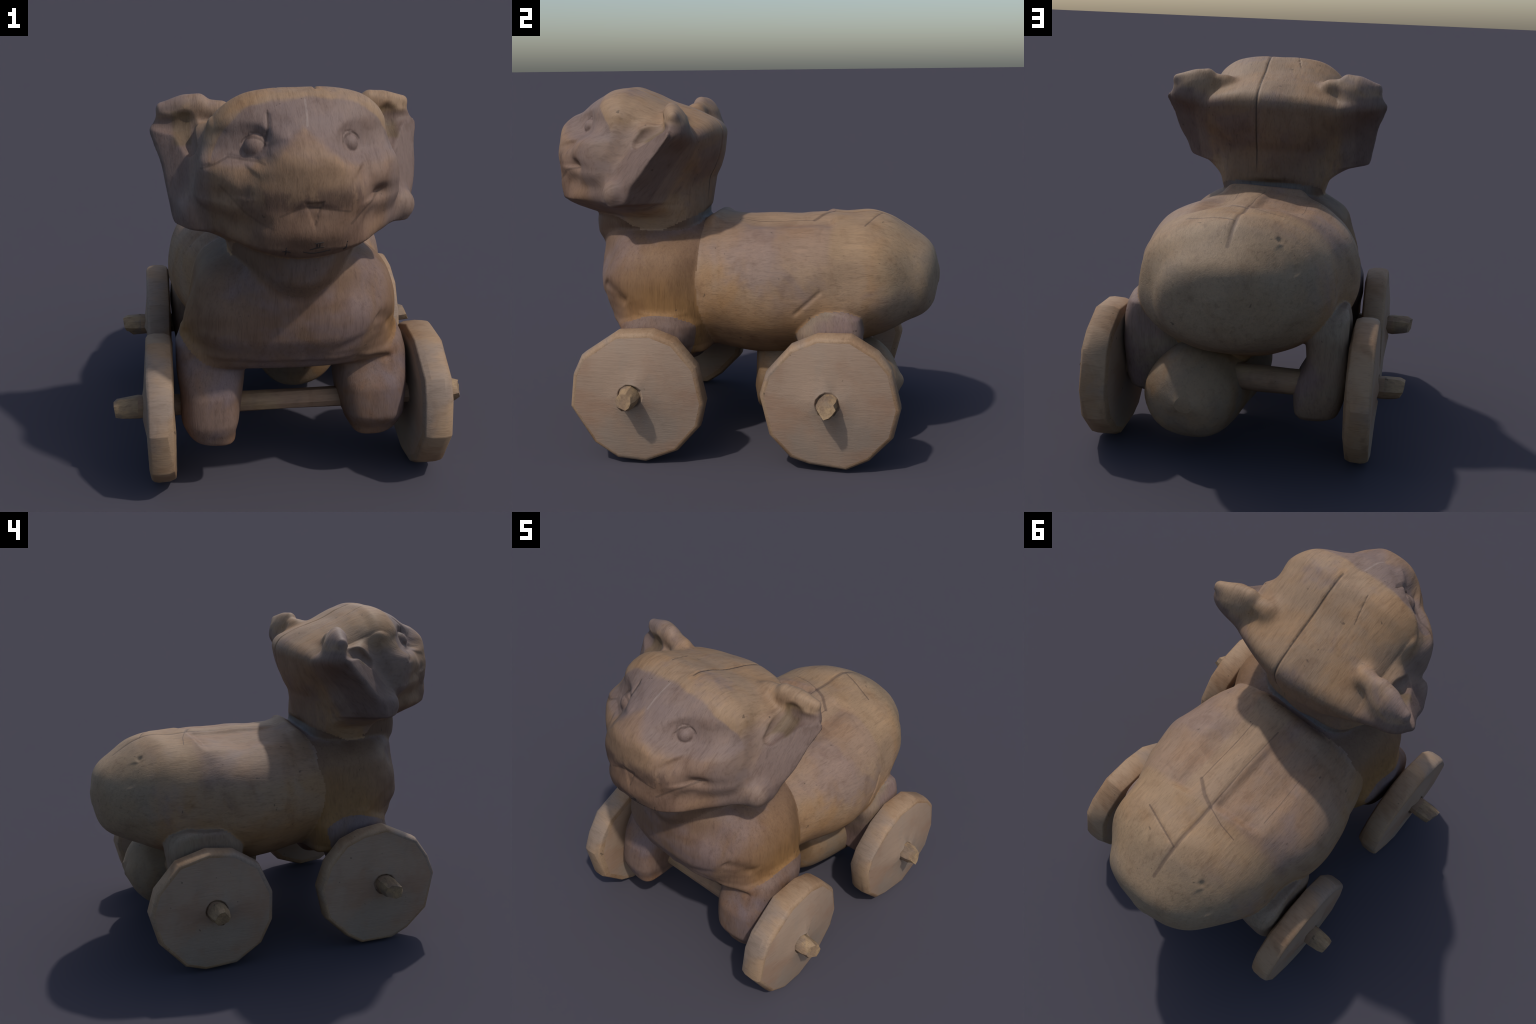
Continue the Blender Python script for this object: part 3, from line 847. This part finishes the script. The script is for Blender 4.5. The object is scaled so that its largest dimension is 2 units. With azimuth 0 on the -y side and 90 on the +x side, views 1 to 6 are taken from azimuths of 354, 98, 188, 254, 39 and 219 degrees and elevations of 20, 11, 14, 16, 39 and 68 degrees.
# ------------------------------------------------------------------ wheels, axles, knob
def wheel(centre, side, seed, radius=0.325, sides=13, yaw=0.0, thick=1.0, cone=1.0, hub=(0, 0)):
    r = np.random.default_rng(seed)
    ang = np.sort((np.arange(sides) + r.uniform(-0.22, 0.22, sides)) * 2 * np.pi / sides)
    rad = radius * (1 + r.uniform(-0.025, 0.02, sides))
    # profile from the inner face to the outer face: (offset outward, share of radius)
    prof = [(-0.058, 0.16), (-0.056, 0.55), (-0.058, 0.88), (-0.050, 0.96), (-0.025, 0.993), (0.020, 1.0), (0.045, 0.985), (0.055, 0.955), (0.057, 0.92), (0.062, 0.5), (0.074, 0.18), (0.062, 0.158)]
    V, F, M = [], [], []
    for off, sh in prof:
        w = max(0.0, 1 - sh / 0.8)  # inner rings drift to the axle, which is not quite central
        for a, q in zip(ang, rad):
            rr = (q if sh > 0.3 else radius) * sh
            off2 = off * thick + (cone * 0.016 * (0.86 - sh) if off > 0.05 and sh < 0.86 else 0)
            V.append((off2 + r.uniform(-0.003, 0.003) + (r.uniform(-0.009, 0.009) if sh in (0.5, 0.18) and off > 0 else 0), rr * math.cos(a) + w * hub[0], rr * math.sin(a) + w * hub[1]))
    S = sides
    for i in range(len(prof) - 1):
        for j in range(S):
            a, b = i * S + j, i * S + (j + 1) % S
            F.append((a, b, b + S, a + S))
            M.append(0 if (i < 2 or i > 7) else 1)
    F.append(tuple(range(S))[::-1])
    M.append(0)
    F.append(tuple(range((len(prof) - 1) * S, len(prof) * S)))
    M.append(0)
    V = np.array(V)
    V[:, 0] *= side
    if side > 0:
        F = [q[::-1] for q in F]
    c, s = math.cos(yaw), math.sin(yaw)
    V[:, 0], V[:, 1] = c * V[:, 0] - s * V[:, 1], s * V[:, 0] + c * V[:, 1]
    o = add("wheel", V, F, [WHEEL_FACE, WHEEL_RIM], toy)
    o.location = centre
    for p, m in zip(o.data.polygons, M):
        p.material_index = m
    o.data.set_sharp_from_angle(angle=math.radians(38))
    bev = o.modifiers.new("worn_edges", "BEVEL")
    bev.width, bev.segments, bev.limit_method, bev.angle_limit = 0.009, 3, "ANGLE", math.radians(30)
    return o


def axle(y, z, left, right, seed):
    """A dowel through both legs, its whittled ends sticking out of the wheels."""
    r = np.random.default_rng(seed)
    S = 10
    stations = [(left, 0.042), (left + 0.025, 0.051), (-0.69, 0.054), (-0.64, 0.050), (-0.2, 0.047), (0.0, 0.046), (0.25, 0.047), (0.64, 0.050), (0.69, 0.054), (right - 0.03, 0.050), (right, 0.040)]
    V, F, M = [], [], []
    for x, q in stations:
        end = x < -0.68 or x > 0.68
        for j in range(S):
            a = j * 2 * math.pi / S
            w = q * (1 + (r.uniform(-0.2, 0.14) if end and abs(x) > 0.7 else r.uniform(-0.03, 0.04)))
            V.append((x + (0.014 * math.sin(a + seed) + r.uniform(-0.004, 0.004) if abs(x) > 0.74 else 0), y + w * math.cos(a), z + w * math.sin(a)))
    n = len(stations)
    for i in range(n - 1):
        for j in range(S):
            a, b = i * S + j, i * S + (j + 1) % S
            F.append((a, a + S, b + S, b)[::-1])
            M.append(1 if (i < 2 or i > n - 4) else 0)
    F.append(tuple(range(S))[::-1])
    F.append(tuple(range((n - 1) * S, n * S)))
    M += [1, 1]
    F = [q[::-1] for q in F] if False else F
    o = add("axle", V, F, [AXLE, STUB], toy)
    for p, m in zip(o.data.polygons, M):
        p.material_index = m
    import bmesh
    bm = bmesh.new(); bm.from_mesh(o.data); bmesh.ops.recalc_face_normals(bm, faces=bm.faces); bm.to_mesh(o.data); bm.free()
    o.data.set_sharp_from_angle(angle=math.radians(35))
    return o


KNOB_PROFILE = Profile([  # y, x_left, x_right, z_bottom, z_top
    (0.06, -0.05, 0.25, 0.22, 0.50), (0.085, -0.09, 0.32, 0.135, 0.52), (0.20, -0.11, 0.36, 0.10, 0.54), (0.40, -0.07, 0.39, 0.085, 0.55),
    (0.56, -0.04, 0.415, 0.07, 0.54), (0.68, -0.015, 0.405, 0.09, 0.52), (0.765, 0.05, 0.335, 0.165, 0.45), (0.815, 0.15, 0.23, 0.27, 0.35)])


def knob():
    S, N = 48, 60
    V, F = [], []
    ys = 0.06 + (0.815 - 0.06) * (1 - np.cos(np.linspace(0, math.pi, N))) / 2
    xl, xr, zb, zt = KNOB_PROFILE(ys)
    for i, y in enumerate(ys):
        for j in range(S):
            a = j * 2 * math.pi / S
            w = 1 + 0.02 * math.sin(3 * a + 4 * y) + 0.012 * math.sin(5 * a - 9 * y)
            V.append(((xl[i] + xr[i]) / 2 + w * (xr[i] - xl[i]) / 2 * math.cos(a), y + 0.01 * math.sin(2 * a + 1), (zb[i] + zt[i]) / 2 + w * (zt[i] - zb[i]) / 2 * math.sin(a)))
    for i in range(N - 1):
        for j in range(S):
            a, b = i * S + j, i * S + (j + 1) % S
            F.append((a, a + S, b + S, b))
    F.append(tuple(range(S)))
    F.append(tuple(range((N - 1) * S, N * S))[::-1])
    o = add("underbelly_knob", V, F, KNOB, toy)
    import bmesh
    bm = bmesh.new(); bm.from_mesh(o.data); bmesh.ops.recalc_face_normals(bm, faces=bm.faces); bm.to_mesh(o.data); bm.free()
    o.data.set_sharp_from_angle(angle=math.radians(50))
    return o


def crossbar():
    """Rough stick between the hind legs, just behind the axle."""
    S = 9
    r = np.random.default_rng(5)
    V, F = [], []
    xs = [-0.36, -0.25, -0.12, 0.0, 0.12, 0.22]
    for x in xs:
        for j in range(S):
            a = j * 2 * math.pi / S + 0.2
            w = 1 + r.uniform(-0.05, 0.05)
            V.append((x, 0.555 + 0.058 * w * math.cos(a), 0.377 + 0.012 * x + 0.064 * w * math.sin(a)))
    for i in range(len(xs) - 1):
        for j in range(S):
            a, b = i * S + j, i * S + (j + 1) % S
            F.append((a, b, b + S, a + S))
    F.append(tuple(range(S))[::-1])
    F.append(tuple(range((len(xs) - 1) * S, len(xs) * S)))
    o = add("crossbar", V, F, AXLE, toy)
    o.data.set_sharp_from_angle(angle=math.radians(50))
    return o


def scratches():
    """Small dark strokes cut under the chin: a dotted cross, two bars, an arc, a hook."""
    strokes = [
        [(-0.077, 1.252), (-0.078, 1.217)], [(-0.092, 1.240), (-0.077, 1.244), (-0.058, 1.234)], [(-0.079, 1.257), (-0.075, 1.258)],
        [(-0.012, 1.238), (0.012, 1.231), (0.032, 1.230), (0.062, 1.234), (0.096, 1.242)],
        [(0.039, 1.275), (0.040, 1.257)], [(0.050, 1.275), (0.049, 1.257)], [(0.012, 1.247), (0.036, 1.255), (0.068, 1.259)], [(0.030, 1.276), (0.066, 1.280)],
        [(0.158, 1.264), (0.156, 1.246), (0.146, 1.236), (0.150, 1.244)], [(0.158, 1.272), (0.162, 1.273)],
    ]
    V, F = [], []
    for s in strokes:
        pts = []
        for (a, b) in zip(s[:-1], s[1:]):
            for t in np.linspace(0, 1, 7)[:-1]:
                pts.append((a[0] + (b[0] - a[0]) * t, a[1] + (b[1] - a[1]) * t))
        pts.append(s[-1])
        # march in from the front to the wood
        p = np.array([(x, -1.1, z) for x, z in pts])
        for _ in range(40):
            p[:, 1] += np.clip(evaluate(body, p), -0.02, 0.02)
        S, base = 6, len(V)
        for i, q in enumerate(p):
            d = p[min(i + 1, len(p) - 1)] - p[max(i - 1, 0)]
            d /= np.linalg.norm(d) + 1e-9
            u = np.cross(d, (0, 1, 0)); u /= np.linalg.norm(u) + 1e-9
            w = np.cross(d, u)
            r = 0.0034 * (0.6 + 0.4 * math.sin(math.pi * min(1, (i + 0.6) / (len(p)))))
            for j in range(S):
                a = j * 2 * math.pi / S
                V.append(q + r * (math.cos(a) * u + 0.45 * math.sin(a) * w))
        for i in range(len(p) - 1):
            for j in range(S):
                a, b = base + i * S + j, base + i * S + (j + 1) % S
                F.append((a, b, b + S, a + S))
        F.append(tuple(base + j for j in range(S))[::-1])
        F.append(tuple(base + (len(p) - 1) * S + j for j in range(S)))
    o = add("chin_marks", V, F, INK, toy)
    o["kind"] = "stuff"


build_body()
wheel((0.616, -0.456, 0.340), 1, 11, 0.336, 13, 0.03, 1.15, 1.2, (-0.036, 0.022))
wheel((0.617, 0.480, 0.342), 1, 12, 0.336, 14, -0.02, 1.15, 1.2, (-0.012, 0.013))
wheel((-0.587, -0.455, 0.338), -1, 13, 0.341, 14, 0.0, 1.05, -0.2, (-0.038, 0.023))
wheel((-0.588, 0.480, 0.337), -1, 14, 0.340, 13, 0.0, 1.05, -0.3, (-0.013, 0.018))
crossbar()
axle(-0.487, 0.358, -0.785, 0.80, 21)
axle(0.470, 0.352, -0.775, 0.785, 22)
knob()
scratches()
